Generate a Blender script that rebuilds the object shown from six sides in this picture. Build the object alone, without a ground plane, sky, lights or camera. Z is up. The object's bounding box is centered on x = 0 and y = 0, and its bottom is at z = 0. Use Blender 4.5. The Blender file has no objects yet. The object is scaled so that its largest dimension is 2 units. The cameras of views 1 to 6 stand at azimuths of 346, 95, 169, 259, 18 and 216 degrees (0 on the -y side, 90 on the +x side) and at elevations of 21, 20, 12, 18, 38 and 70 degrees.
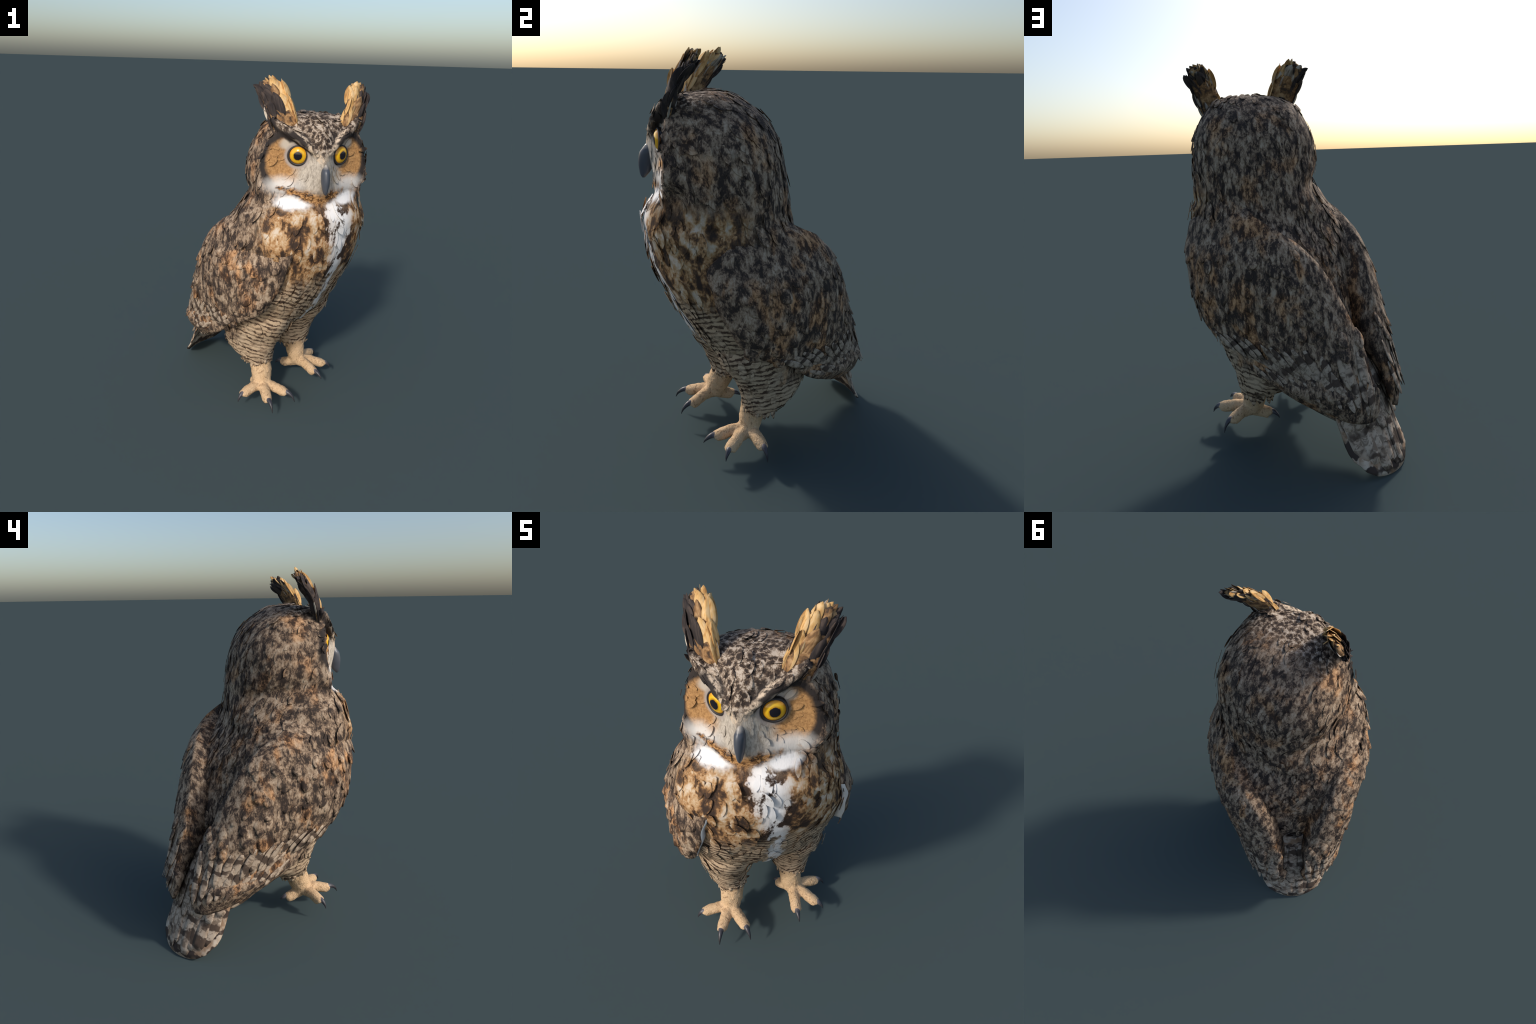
import bpy, bmesh, math, random
import numpy as np
from mathutils import Vector, Matrix
from mathutils.bvhtree import BVHTree

random.seed(7)
RNG = np.random.default_rng(7)

# ------------------------------------------------------------------ frame
# The body faces azimuth 36 degrees (0 = -y), the head is turned back to face -y.
YAW = math.radians(36.0)
LX = np.array([math.cos(YAW), math.sin(YAW), 0.0])      # the owl's left
FX = np.array([math.sin(YAW), -math.cos(YAW), 0.0])     # forward
UP = np.array([0.0, 0.0, 1.0])
HEAD_X = 0.122
MID = -0.02          # the body sits a little to the owl's right


def body(l, f, z):
    return l * LX + f * FX + z * UP


def unit(v):
    return v / (np.linalg.norm(v) + 1e-12)


# ------------------------------------------------------------------ scene helpers
OWL = bpy.data.objects.new("owl", None)
bpy.context.scene.collection.objects.link(OWL)
OWL["label"] = "horned owl with mottled brown plumage standing, head turned"
OWL["category"] = "owl"
OWL.empty_display_size = 0.2


def add_object(name, mesh, parent, mats=(), smooth=True):
    ob = bpy.data.objects.new(name, mesh)
    bpy.context.scene.collection.objects.link(ob)
    ob.parent = parent
    for m in mats:
        mesh.materials.append(m)
    if smooth and len(mesh.polygons):
        mesh.polygons.foreach_set("use_smooth", np.ones(len(mesh.polygons), bool))
    return ob


def mesh_of(name, verts, faces):
    me = bpy.data.meshes.new(name)
    me.from_pydata([tuple(map(float, v)) for v in verts], [], [tuple(map(int, f)) for f in faces])
    me.update()
    return me


def catmull(pts, n):
    """n points along a Catmull-Rom curve through pts, evenly spaced by chord length."""
    p = np.asarray(pts, float)
    q = np.vstack([2 * p[0] - p[1], p, 2 * p[-1] - p[-2]])
    dense = []
    for i in range(len(p) - 1):
        a, b, c, d = q[i : i + 4]
        for t in np.linspace(0, 1, 14, endpoint=False):
            dense.append(0.5 * (2 * b + (c - a) * t + (2 * a - 5 * b + 4 * c - d) * t * t + (3 * b - a - 3 * c + d) * t**3))
    dense.append(p[-1])
    dense = np.array(dense)
    s = np.concatenate([[0], np.cumsum(np.linalg.norm(np.diff(dense, axis=0), axis=1))])
    u = np.linspace(0, s[-1], n)
    return np.stack([np.interp(u, s, dense[:, k]) for k in range(dense.shape[1])], -1)


def smooth_table(table, z):
    """Monotone-ish smooth interpolation of table rows (first column is the key)."""
    t = np.asarray(table, float)
    t = t[np.argsort(t[:, 0])]
    out = [np.interp(z, t[:, 0], t[:, k]) for k in range(1, t.shape[1])]
    wide = [np.interp(np.linspace(z - 0.03, z + 0.03, 5).clip(t[0, 0], t[-1, 0]), t[:, 0], t[:, k]).mean() for k in range(1, t.shape[1])]
    return np.array([0.35 * a + 0.65 * b for a, b in zip(out, wide)])


def loft(rings, closed_ends=True):
    """Verts and faces of a skin over rings of equal length."""
    n = len(rings[0])
    verts = [v for r in rings for v in r]
    faces = []
    for i in range(len(rings) - 1):
        for j in range(n):
            k = (j + 1) % n
            faces.append((i * n + j, i * n + k, (i + 1) * n + k, (i + 1) * n + j))
    if closed_ends:
        for i in (0, len(rings) - 1):
            c = len(verts)
            verts.append(np.mean(rings[i], axis=0))
            for j in range(n):
                k = (j + 1) % n
                faces.append((i * n + k, i * n + j, c) if i == 0 else (i * n + j, i * n + k, c))
    return verts, faces


def tube(path, radii, n=14, flat=1.0, side=None, samples=None):
    """Tapered tube along a path; flat scales the second axis; side gives the first axis."""
    path = np.asarray(path, float)
    radii = np.asarray(radii, float)
    if samples:
        both = catmull(np.column_stack([path, radii]), samples)
        path, radii = both[:, :-1] if radii.ndim == 1 else both[:, :3], both[:, 3]
    rings = []
    for i, p in enumerate(path):
        t = unit(path[min(i + 1, len(path) - 1)] - path[max(i - 1, 0)])
        a = np.asarray(side, float) if side is not None else np.cross(t, [0.31, 0.2, 0.93])
        a = unit(a - t * (a @ t))
        b = np.cross(t, a)
        ang = np.linspace(0, 2 * math.pi, n, endpoint=False)
        rings.append([p + radii[i] * (math.cos(w) * a + flat * math.sin(w) * b) for w in ang])
    return loft(rings)


def superellipse(n, p=2.2):
    a = np.linspace(0, 2 * math.pi, n, endpoint=False)
    c, s = np.cos(a), np.sin(a)
    r = (np.abs(c) ** p + np.abs(s) ** p) ** (-1 / p)
    return c * r, s * r


def join(parts):
    V, F, o = [], [], 0
    for v, f in parts:
        V += list(v)
        F += [tuple(i + o for i in q) for q in f]
        o += len(v)
    return V, F


def remeshed(parts, voxel, smooth_iter=6, smooth_fac=0.5):
    """Union of closed parts as one smooth surface; returns verts and quads."""
    me = bpy.data.meshes.new("scratch")
    V, F = join(parts)
    me.from_pydata([tuple(map(float, v)) for v in V], [], F)
    bm = bmesh.new()
    bm.from_mesh(me)
    bmesh.ops.recalc_face_normals(bm, faces=bm.faces)
    bm.to_mesh(me)
    bm.free()
    ob = bpy.data.objects.new("scratch", me)
    bpy.context.scene.collection.objects.link(ob)
    m = ob.modifiers.new("remesh", "REMESH")
    m.mode, m.voxel_size = "VOXEL", voxel
    s = ob.modifiers.new("smooth", "SMOOTH")
    s.factor, s.iterations = smooth_fac, smooth_iter
    ev = ob.evaluated_get(bpy.context.evaluated_depsgraph_get())
    out = ev.to_mesh()
    co = np.empty(len(out.vertices) * 3)
    out.vertices.foreach_get("co", co)
    faces = [tuple(p.vertices) for p in out.polygons]
    ev.to_mesh_clear()
    bpy.data.objects.remove(ob)
    bpy.data.meshes.remove(me)
    return co.reshape(-1, 3), faces


def vertex_normals(V, F):
    V = np.asarray(V)
    N = np.zeros_like(V)
    for f in F:
        p = V[list(f)]
        n = np.cross(p[2] - p[0], p[-1] - p[1]) if len(f) == 4 else np.cross(p[1] - p[0], p[2] - p[0])
        for i in f:
            N[i] += n
    return N / (np.linalg.norm(N, axis=1, keepdims=True) + 1e-12)


# ------------------------------------------------------------------ node helpers
class Nodes:
    def __init__(self, name, rough=0.85, spec=0.25):
        self.mat = bpy.data.materials.new(name)
        self.mat.use_nodes = True
        self.t = self.mat.node_tree
        self.bsdf = self.t.nodes["Principled BSDF"]
        self.bsdf.inputs["Roughness"].default_value = rough
        self.bsdf.inputs["Specular IOR Level"].default_value = spec
        self.tc = self.t.nodes.new("ShaderNodeTexCoord")
        self.obj = self.tc.outputs["Object"]
        self.rand = None

    def put(self, sock, v):
        if isinstance(v, bpy.types.NodeSocket):
            self.t.links.new(v, sock)
        elif isinstance(v, (tuple, list)) and len(v) == 3 and sock.type == "RGBA":
            sock.default_value = (*v, 1)
        else:
            sock.default_value = v

    def math(self, op, a, b=0.0, c=0.0, clamp=False):
        n = self.t.nodes.new("ShaderNodeMath")
        n.operation, n.use_clamp = op, clamp
        for i, v in enumerate((a, b, c)):
            self.put(n.inputs[i], v)
        return n.outputs[0]

    def vec(self, op, a, b=(0, 0, 0), scale=None):
        n = self.t.nodes.new("ShaderNodeVectorMath")
        n.operation = op
        self.put(n.inputs[0], a)
        self.put(n.inputs[1], b)
        if scale is not None:
            self.put(n.inputs["Scale"], scale)
        return n.outputs["Value"] if op in ("LENGTH", "DOT_PRODUCT", "DISTANCE") else n.outputs[0]

    def noise(self, v, scale, detail=3.0, rough=0.55, dist=0.0, colour=False):
        n = self.t.nodes.new("ShaderNodeTexNoise")
        self.put(n.inputs["Vector"], v)
        for k, x in (("Scale", scale), ("Detail", detail), ("Roughness", rough), ("Distortion", dist)):
            n.inputs[k].default_value = x
        return n.outputs["Color" if colour else "Fac"]

    def voronoi(self, v, scale, out="Distance", rnd=1.0, feature="F1"):
        n = self.t.nodes.new("ShaderNodeTexVoronoi")
        n.feature = feature
        self.put(n.inputs["Vector"], v)
        n.inputs["Scale"].default_value, n.inputs["Randomness"].default_value = scale, rnd
        return n.outputs[out]

    def ramp(self, fac, stops):
        n = self.t.nodes.new("ShaderNodeValToRGB")
        e = n.color_ramp.elements
        while len(e) < len(stops):
            e.new(0.5)
        for el, (p, c) in zip(e, stops):
            el.position = p
            el.color = (*c, 1) if isinstance(c, tuple) else (c, c, c, 1)
        self.put(n.inputs[0], fac)
        return n.outputs[0]

    def step(self, x, lo, hi):
        n = self.t.nodes.new("ShaderNodeMapRange")
        n.interpolation_type = "SMOOTHSTEP"
        self.put(n.inputs["Value"], x)
        n.inputs["From Min"].default_value, n.inputs["From Max"].default_value = lo, hi
        return n.outputs[0]

    def mix(self, fac, a, b, mode="MIX"):
        n = self.t.nodes.new("ShaderNodeMix")
        n.data_type, n.blend_type = "RGBA", mode
        self.put(n.inputs["Factor"], fac)
        self.put(n.inputs["A"], a)
        self.put(n.inputs["B"], b)
        return n.outputs["Result"]

    def mapped(self, v, scale=(1, 1, 1), rot=(0, 0, 0), loc=(0, 0, 0)):
        n = self.t.nodes.new("ShaderNodeMapping")
        self.put(n.inputs["Vector"], v)
        n.inputs["Scale"].default_value, n.inputs["Rotation"].default_value, n.inputs["Location"].default_value = scale, rot, loc
        return n.outputs[0]

    def split(self, v):
        n = self.t.nodes.new("ShaderNodeSeparateXYZ")
        self.put(n.inputs[0], v)
        return n.outputs

    def wobble(self, v, scale, amp):
        """v with noise-shifted coordinates, for ragged mask borders."""
        c = self.noise(v, scale, 3, 0.6, 0, True)
        return self.vec("ADD", v, self.vec("SCALE", self.vec("SUBTRACT", c, (0.5, 0.5, 0.5)), scale=amp))

    def blob(self, v, centre, radii, soft=0.35):
        d = self.vec("LENGTH", self.vec("DIVIDE", self.vec("SUBTRACT", v, tuple(centre)), tuple(radii)))
        n = self.t.nodes.new("ShaderNodeMapRange")
        n.interpolation_type = "SMOOTHSTEP"
        self.put(n.inputs["Value"], d)
        n.inputs["From Min"].default_value, n.inputs["From Max"].default_value = 1 + soft, 1 - soft
        return n.outputs[0]

    def stroke(self, v, a, b, half, soft=0.3):
        """Mask of the neighbourhood of the segment a-b."""
        a, b = np.array(a, float), np.array(b, float)
        ab = b - a
        ap = self.vec("SUBTRACT", v, tuple(a))
        t = self.math("DIVIDE", self.vec("DOT_PRODUCT", ap, tuple(ab)), float(ab @ ab), clamp=True)
        d = self.vec("LENGTH", self.vec("SUBTRACT", ap, self.vec("SCALE", tuple(ab), scale=t)))
        n = self.t.nodes.new("ShaderNodeMapRange")
        n.interpolation_type = "SMOOTHSTEP"
        self.put(n.inputs["Value"], d)
        n.inputs["From Min"].default_value, n.inputs["From Max"].default_value = half * (1 + soft), half * (1 - soft)
        return n.outputs[0]

    def union(self, *m):
        out = m[0]
        for x in m[1:]:
            out = self.math("MAXIMUM", out, x)
        return out

    def bump(self, height, strength=0.3, dist=0.01):
        n = self.t.nodes.new("ShaderNodeBump")
        n.inputs["Strength"].default_value, n.inputs["Distance"].default_value = strength, dist
        self.put(n.inputs["Height"], height)
        self.t.links.new(n.outputs[0], self.bsdf.inputs["Normal"])

    def done(self, colour):
        self.put(self.bsdf.inputs["Base Color"], colour)
        return self.mat


DARK = (0.042, 0.030, 0.024)
MIDB = (0.125, 0.083, 0.057)
LIGHT = (0.30, 0.21, 0.138)
PALE = (0.46, 0.355, 0.255)
ORANGE = (0.56, 0.29, 0.10)
CREAM = (0.66, 0.52, 0.37)
WHITE = (0.83, 0.81, 0.79)
RUST = (0.34, 0.16, 0.05)


def mottle(N, v, scale=1.0, warm=0.5, stretch=0.45):
    """Bark-like mottling of owl plumage: dark shaft blotches, grey-buff vermiculation, warm patches."""
    p = N.mapped(v, (1.15, 0.62 + 0.38 * (stretch > 0.5), stretch))
    big = N.noise(p, 36 * scale, 4, 0.60, 0.25)
    fine = N.noise(N.mapped(v, (1, 1, 0.5)), 105 * scale, 3, 0.65, 0.9)
    val = N.math("ADD", N.math("MULTIPLY", big, 0.66), N.math("MULTIPLY", fine, 0.34))
    col = N.ramp(val, [(0.435, DARK), (0.485, MIDB), (0.54, LIGHT), (0.63, PALE)])
    w = N.step(N.noise(N.mapped(v, (1, 1, 0.7)), 7.5 * scale, 3, 0.6, 0.4), 0.50, 0.66)
    w = N.math("MULTIPLY", w, warm)
    return N.mix(w, col, N.mix(1.0, col, (1.5, 1.0, 0.55), "MULTIPLY")), big


def bars(N, coord, v, period, dark_share, wob=0.35, nscale=14):
    """0..1 mask of dark bars across a coordinate, with wavy, broken edges."""
    n = N.noise(v, nscale, 3, 0.6, 0.2)
    ph = N.math("ADD", N.math("DIVIDE", coord, period), N.math("MULTIPLY", n, wob * 4))
    s = N.math("SINE", N.math("MULTIPLY", ph, 2 * math.pi))
    return N.step(s, 1 - 2 * dark_share, 1 - 2 * dark_share + 0.5)


def plumage_material(name):
    """One colour field for the whole body in owl coordinates; used by head, torso, legs and their contour feathers."""
    N = Nodes(name)
    P = N.obj
    W = N.wobble(P, 16, 0.05)
    base, big = mottle(N, P)
    # body-frame coordinates
    l = N.vec("DOT_PRODUCT", P, tuple(LX))
    f = N.vec("DOT_PRODUCT", W, tuple(FX))
    x, y, z = N.split(W)[:3]
    px, py, pz = N.split(P)[:3]
    # ---- upper breast: cream ground, brown and orange blotches
    bl = N.noise(N.mapped(P, (1, 1, 0.6)), 17, 3, 0.6, 0.25)
    fine = N.noise(P, 55, 3, 0.6, 0.8)
    blv = N.math("ADD", N.math("MULTIPLY", bl, 0.8), N.math("MULTIPLY", fine, 0.2))
    breast = N.ramp(blv, [(0.40, (0.045, 0.028, 0.02)), (0.465, (0.13, 0.07, 0.035)), (0.51, (0.40, 0.215, 0.09)), (0.56, (0.54, 0.37, 0.21)), (0.64, (0.66, 0.55, 0.43))])
    # ---- belly and leg barring
    chev = N.math("SUBTRACT", pz, N.math("MULTIPLY", N.math("ABSOLUTE", l), 0.45))
    b = bars(N, chev, N.mapped(P, (1, 1, 1.7)), 0.028, 0.50, 0.50, 15)
    b = N.math("MULTIPLY", b, N.math("ADD", 0.35, N.math("MULTIPLY", 0.65, N.step(N.noise(P, 18, 3), 0.38, 0.55))))
    ground = N.mix(N.noise(P, 9, 2), (0.66, 0.52, 0.37), (0.42, 0.28, 0.16))
    ground = N.mix(N.math("MULTIPLY", N.step(N.noise(N.mapped(P, (1, 1, 2.2)), 20, 3, 0.65), 0.50, 0.66), 0.65), ground, (0.20, 0.125, 0.075))
    barred = N.mix(b, ground, (0.085, 0.052, 0.034))
    # ---- zones
    front = N.step(N.math("SUBTRACT", f, N.math("MULTIPLY", N.step(N.math("ABSOLUTE", l), 0.2, 0.4), 0.08)), 0.12, 0.27)
    front_low = N.math("MAXIMUM", N.step(f, 0.0, 0.12), N.step(z, 0.52, 0.40))
    below = N.step(z, 0.99, 0.85)
    col = N.mix(N.math("MULTIPLY", front, N.step(z, 1.40, 1.30)), base, breast)
    col = N.mix(N.math("MULTIPLY", front_low, below), col, barred)
    # ---- white bib down the breast
    bib = N.union(
        N.stroke(W, body(-0.13, 0.55, 1.35), body(-0.085, 0.55, 1.20), 0.085, 0.6),
        N.stroke(W, body(-0.085, 0.55, 1.20), body(-0.055, 0.47, 0.95), 0.060, 0.6),
        N.stroke(W, body(-0.055, 0.47, 0.95), body(-0.02, 0.29, 0.58), 0.048, 0.6),
    )
    col = N.mix(N.math("MULTIPLY", bib, N.step(N.math("ADD", blv, N.math("MULTIPLY", bib, 0.13)), 0.52, 0.61)), col, WHITE)
    # ---- head
    isface = N.math("MULTIPLY", N.step(y, -0.305, -0.345), N.step(pz, 1.36, 1.40))
    dots = N.voronoi(N.wobble(N.mapped(P, (1, 1, 0.8)), 70, 0.014), 50)
    curl = N.noise(P, 90, 3, 0.65, 0.9)
    crown = N.ramp(N.math("ADD", N.math("MULTIPLY", dots, 0.42), N.math("MULTIPLY", curl, 0.75)), [(0.50, DARK), (0.58, (0.11, 0.075, 0.052)), (0.655, (0.31, 0.235, 0.17)), (0.76, (0.54, 0.45, 0.36))])
    hx = N.math("SUBTRACT", px, HEAD_X)
    ax = N.math("ABSOLUTE", hx)                         # mirror: both face halves alike
    comb = N.t.nodes.new("ShaderNodeCombineXYZ")
    N.put(comb.inputs[0], ax); N.put(comb.inputs[1], py); N.put(comb.inputs[2], pz)
    M0 = comb.outputs[0]
    M = N.wobble(M0, 30, 0.022)
    above = N.step(N.math("SUBTRACT", pz, N.math("ADD", 1.60, N.math("MULTIPLY", ax, 0.70))), -0.02, 0.02)
    face = N.mix(N.math("MULTIPLY", above, N.step(y, -0.08, -0.26)), col, crown)
    disc = N.blob(M, (0.175, -0.40, 1.575), (0.103, 0.12, 0.122), 0.12)
    orange = N.mix(N.step(N.noise(M0, 85, 4, 0.7, 0.1), 0.30, 0.72), (0.54, 0.30, 0.12), (0.29, 0.145, 0.055))
    rim = N.math("MULTIPLY", N.blob(M, (0.15, -0.39, 1.575), (0.168, 0.15, 0.168), 0.08), isface)
    face = N.mix(rim, face, (0.035, 0.028, 0.025))
    face = N.mix(disc, face, orange)
    greyd = N.blob(M, (0.05, -0.47, 1.52), (0.085, 0.10, 0.105), 0.4)
    face = N.mix(greyd, face, N.mix(N.step(N.noise(N.mapped(M0, (1.2, 1, .45)), 75, 4, 0.7, 0.6), 0.36, 0.66), (0.60, 0.53, 0.44), (0.35, 0.30, 0.245)))
    face = N.mix(N.math("MULTIPLY", N.blob(M, (0.19, -0.41, 1.458), (0.085, 0.10, 0.04), 0.7), 0.9), face, (0.74, 0.70, 0.65))
    face = N.mix(N.blob(M, (0.155, -0.40, 1.668), (0.05, 0.06, 0.03), 0.4), face, (0.55, 0.47, 0.38))
    eye_pos = (0.1165, -0.415, 1.612)
    face = N.mix(N.blob(M0, eye_pos, (0.068, 0.068, 0.066), 0.14), face, (0.40, 0.34, 0.30))
    face = N.mix(N.blob(M0, eye_pos, (0.0545, 0.06, 0.053), 0.08), face, (0.03, 0.025, 0.025))
    # brow: dark band from the bill out to the tuft, pale line inside it
    pale = N.union(N.stroke(M, (0.012, -0.50, 1.60), (0.075, -0.46, 1.67), 0.017), N.stroke(M, (0.075, -0.46, 1.67), (0.135, -0.41, 1.75), 0.014))
    darkb = N.union(N.stroke(M, (0.055, -0.465, 1.64), (0.15, -0.40, 1.705), 0.018), N.stroke(M, (0.15, -0.40, 1.705), (0.25, -0.33, 1.79), 0.026))
    face = N.mix(darkb, face, (0.035, 0.028, 0.026))
    face = N.mix(N.math("MULTIPLY", pale, N.step(N.noise(P, 60, 3, 0.7), 0.36, 0.58)), face, (0.62, 0.49, 0.36))
    # crown dots: the V of the forehead
    # chin ruff and white throat
    ruffn = N.noise(N.mapped(M0, (1, 1, 2.2)), 34, 3, 0.6, 1.4)
    ruffc = N.ramp(ruffn, [(0.38, (0.05, 0.03, 0.02)), (0.5, (0.27, 0.125, 0.04)), (0.62, (0.55, 0.31, 0.13))])
    white = N.union(N.blob(W, (-0.02, -0.46, 1.375), (0.10, 0.10, 0.036), 0.3), N.blob(W, (0.285, -0.42, 1.385), (0.07, 0.10, 0.034), 0.3))
    face = N.mix(white, face, WHITE)
    R = N.wobble(N.wobble(M0, 22, 0.045), 70, 0.02)
    ruff = N.union(N.stroke(R, (0.0, -0.50, 1.38), (0.08, -0.475, 1.408), 0.030, 0.5), N.stroke(R, (0.08, -0.475, 1.408), (0.16, -0.44, 1.432), 0.020, 0.6), N.stroke(R, (0.16, -0.44, 1.432), (0.215, -0.40, 1.445), 0.011, 0.7))
    face = N.mix(ruff, face, ruffc)
    N.bump(N.noise(N.mapped(P, (1, 1, 0.3)), 150, 2, 0.5), 0.22, 0.004)
    return N.done(face)


def wing_covert_material(name):
    N = Nodes(name)
    info = N.t.nodes.new("ShaderNodeObjectInfo")
    pos = N.t.nodes.new("ShaderNodeNewGeometry").outputs["Position"]
    off = N.vec("ADD", pos, N.vec("SCALE", (0.011, 0.007, 0.013), scale=info.outputs["Random"]))
    base, big = mottle(N, off, 1.0, 0.65)
    col = N.mix(1.0, base, N.ramp(info.outputs["Random"], [(0.0, 0.86), (1.0, 1.1)]), "MULTIPLY")
    N.bump(N.noise(N.mapped(N.obj, (1, 0.15, 1)), 220, 2), 0.3, 0.004)
    return N.done(col)


def flight_material(name, light=(0.33, 0.235, 0.16), pale=(0.54, 0.44, 0.335), dark=(0.05, 0.035, 0.027), period=0.08, share=0.52, wob=0.4):
    N = Nodes(name)
    info = N.t.nodes.new("ShaderNodeObjectInfo")
    off = N.vec("ADD", N.obj, N.vec("SCALE", (7.1, 3.3, 5.7), scale=info.outputs["Random"]))
    pos = N.t.nodes.new("ShaderNodeNewGeometry").outputs["Position"]
    f = N.vec("DOT_PRODUCT", pos, tuple(FX))
    y = N.math("ADD", N.math("MULTIPLY", N.split(pos)[2], 0.8), N.math("MULTIPLY", f, 0.6))
    y = N.math("ADD", y, N.math("MULTIPLY", info.outputs["Random"], 0.022))
    b = bars(N, y, pos, period, share, wob, 9)
    b = N.math("MULTIPLY", b, N.step(N.noise(pos, 11, 2), 0.36, 0.52))
    g = N.mix(N.noise(off, 14, 3), light, pale)
    g = N.mix(N.math("MULTIPLY", N.step(N.noise(off, 26, 3, 0.65, 1), 0.46, 0.6), 0.75), g, (0.15, 0.105, 0.072))
    d = N.mix(N.noise(off, 50, 2), dark, (0.12, 0.082, 0.058))
    col = N.mix(b, g, d)
    N.bump(N.noise(N.mapped(N.obj, (1, 0.12, 1)), 240, 2), 0.3, 0.004)
    return N.done(col)


def tuft_material(name, a, b, c):
    N = Nodes(name)
    info = N.t.nodes.new("ShaderNodeObjectInfo")
    off = N.vec("ADD", N.obj, N.vec("SCALE", (7.1, 3.3, 5.7), scale=info.outputs["Random"]))
    n = N.noise(N.mapped(off, (1, 0.35, 1)), 36, 3, 0.6, 0.6)
    return N.done(N.ramp(n, [(0.36, a), (0.5, b), (0.64, c)]))


def foot_material(name):
    N = Nodes(name, 0.8)
    n = N.noise(N.mapped(N.obj, (1, 1, 0.5)), 26, 4, 0.6, 0.5)
    col = N.mix(n, (0.72, 0.52, 0.325), (0.52, 0.33, 0.17))
    spots = N.step(N.noise(N.mapped(N.obj, (1, 1, 0.6)), 75, 3, 0.65, 0.6), 0.555, 0.64)
    z = N.split(N.obj)[2]
    col = N.mix(N.math("MULTIPLY", spots, 0.65), col, (0.24, 0.14, 0.07))
    cell = N.voronoi(N.obj, 70, "Distance", 1.0, "DISTANCE_TO_EDGE")
    col = N.mix(N.math("MULTIPLY", N.step(cell, 0.06, 0.0), 0.25), col, (0.30, 0.18, 0.09))
    N.bump(N.math("ADD", N.noise(N.mapped(N.obj, (1, 1, 0.4)), 90, 3), N.step(cell, 0.0, 0.15)), 0.35, 0.006)
    return N.done(col)


def plain(name, colour, rough=0.6, spec=0.4, var=0.0, scale=40):
    N = Nodes(name, rough, spec)
    if var:
        n = N.noise(N.obj, scale, 3)
        lo = tuple(c * (1 - var) for c in colour)
        hi = tuple(min(1, c * (1 + var)) for c in colour)
        return N.done(N.mix(n, lo, hi))
    return N.done(colour)


def claw_material(name):
    N = Nodes(name, 0.4, 0.5)
    y = N.split(N.obj)[1]         # object y runs from root (0) to tip (1 * scale)
    n = N.noise(N.obj, 30, 2)
    col = N.ramp(N.math("ADD", N.math("MULTIPLY", y, 10), N.math("MULTIPLY", n, 0.3)), [(0.15, (0.42, 0.31, 0.22)), (0.38, (0.20, 0.18, 0.19)), (0.62, (0.045, 0.042, 0.05)), (1.0, (0.03, 0.028, 0.03))])
    return N.done(col)


def eye_material(name):
    N = Nodes(name, 0.12, 0.5)
    x, y, z = N.split(N.obj)[:3]
    r = N.math("SQRT", N.math("ADD", N.math("MULTIPLY", x, x), N.math("MULTIPLY", y, y)))
    n = N.math("MULTIPLY", N.noise(N.obj, 90, 2), 0.006)
    col = N.ramp(N.math("MULTIPLY", N.math("ADD", r, n), 10), [(0.0, (0.012, 0.011, 0.016)), (0.235, (0.012, 0.011, 0.016)), (0.265, (0.55, 0.27, 0.01)), (0.33, (0.80, 0.50, 0.02)), (0.44, (0.78, 0.36, 0.02)), (0.49, (0.50, 0.20, 0.02)), (0.515, (0.02, 0.016, 0.016))])
    return N.done(col)


def beak_material(name):
    N = Nodes(name, 0.38, 0.5)
    z = N.split(N.obj)[2]
    n = N.noise(N.mapped(N.obj, (1, 1, 0.3)), 40, 3)
    col = N.mix(n, (0.045, 0.052, 0.068), (0.085, 0.095, 0.115))
    col = N.mix(N.step(N.math("ADD", z, N.math("MULTIPLY", N.noise(N.obj, 60, 3), 0.02)), 1.566, 1.586), col, (0.40, 0.36, 0.31))
    return N.done(col)


PLUM = plumage_material("body_plumage")
COVERT = wing_covert_material("covert_plumage")
FLIGHT = flight_material("flight_feather_bars")
TAILM = flight_material("tail_feather_bars", (0.32, 0.205, 0.125), (0.64, 0.54, 0.43), (0.06, 0.04, 0.03), 0.10, 0.52, 0.42)
LINING = plain("wing_lining_white", (0.74, 0.74, 0.72), 0.8, 0.2, 0.08, 30)
TUFT_DARK = tuft_material("tuft_dark", (0.025, 0.02, 0.02), (0.045, 0.035, 0.032), (0.09, 0.065, 0.052))
TUFT_ORANGE = tuft_material("tuft_orange", (0.42, 0.21, 0.07), (0.64, 0.39, 0.15), (0.72, 0.50, 0.26))
TUFT_PALE = tuft_material("tuft_pale", (0.16, 0.125, 0.09), (0.46, 0.39, 0.31), (0.62, 0.55, 0.45))
TUFT_BROWN = tuft_material("tuft_brown", (0.07, 0.045, 0.03), (0.26, 0.14, 0.06), (0.50, 0.31, 0.15))
FOOT = foot_material("foot_skin")
CLAW = claw_material("claw_horn")
EYE = eye_material("eye_iris")
LID = plain("eyelid_dark", (0.025, 0.022, 0.022), 0.5)
BEAK = beak_material("beak_horn")

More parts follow.
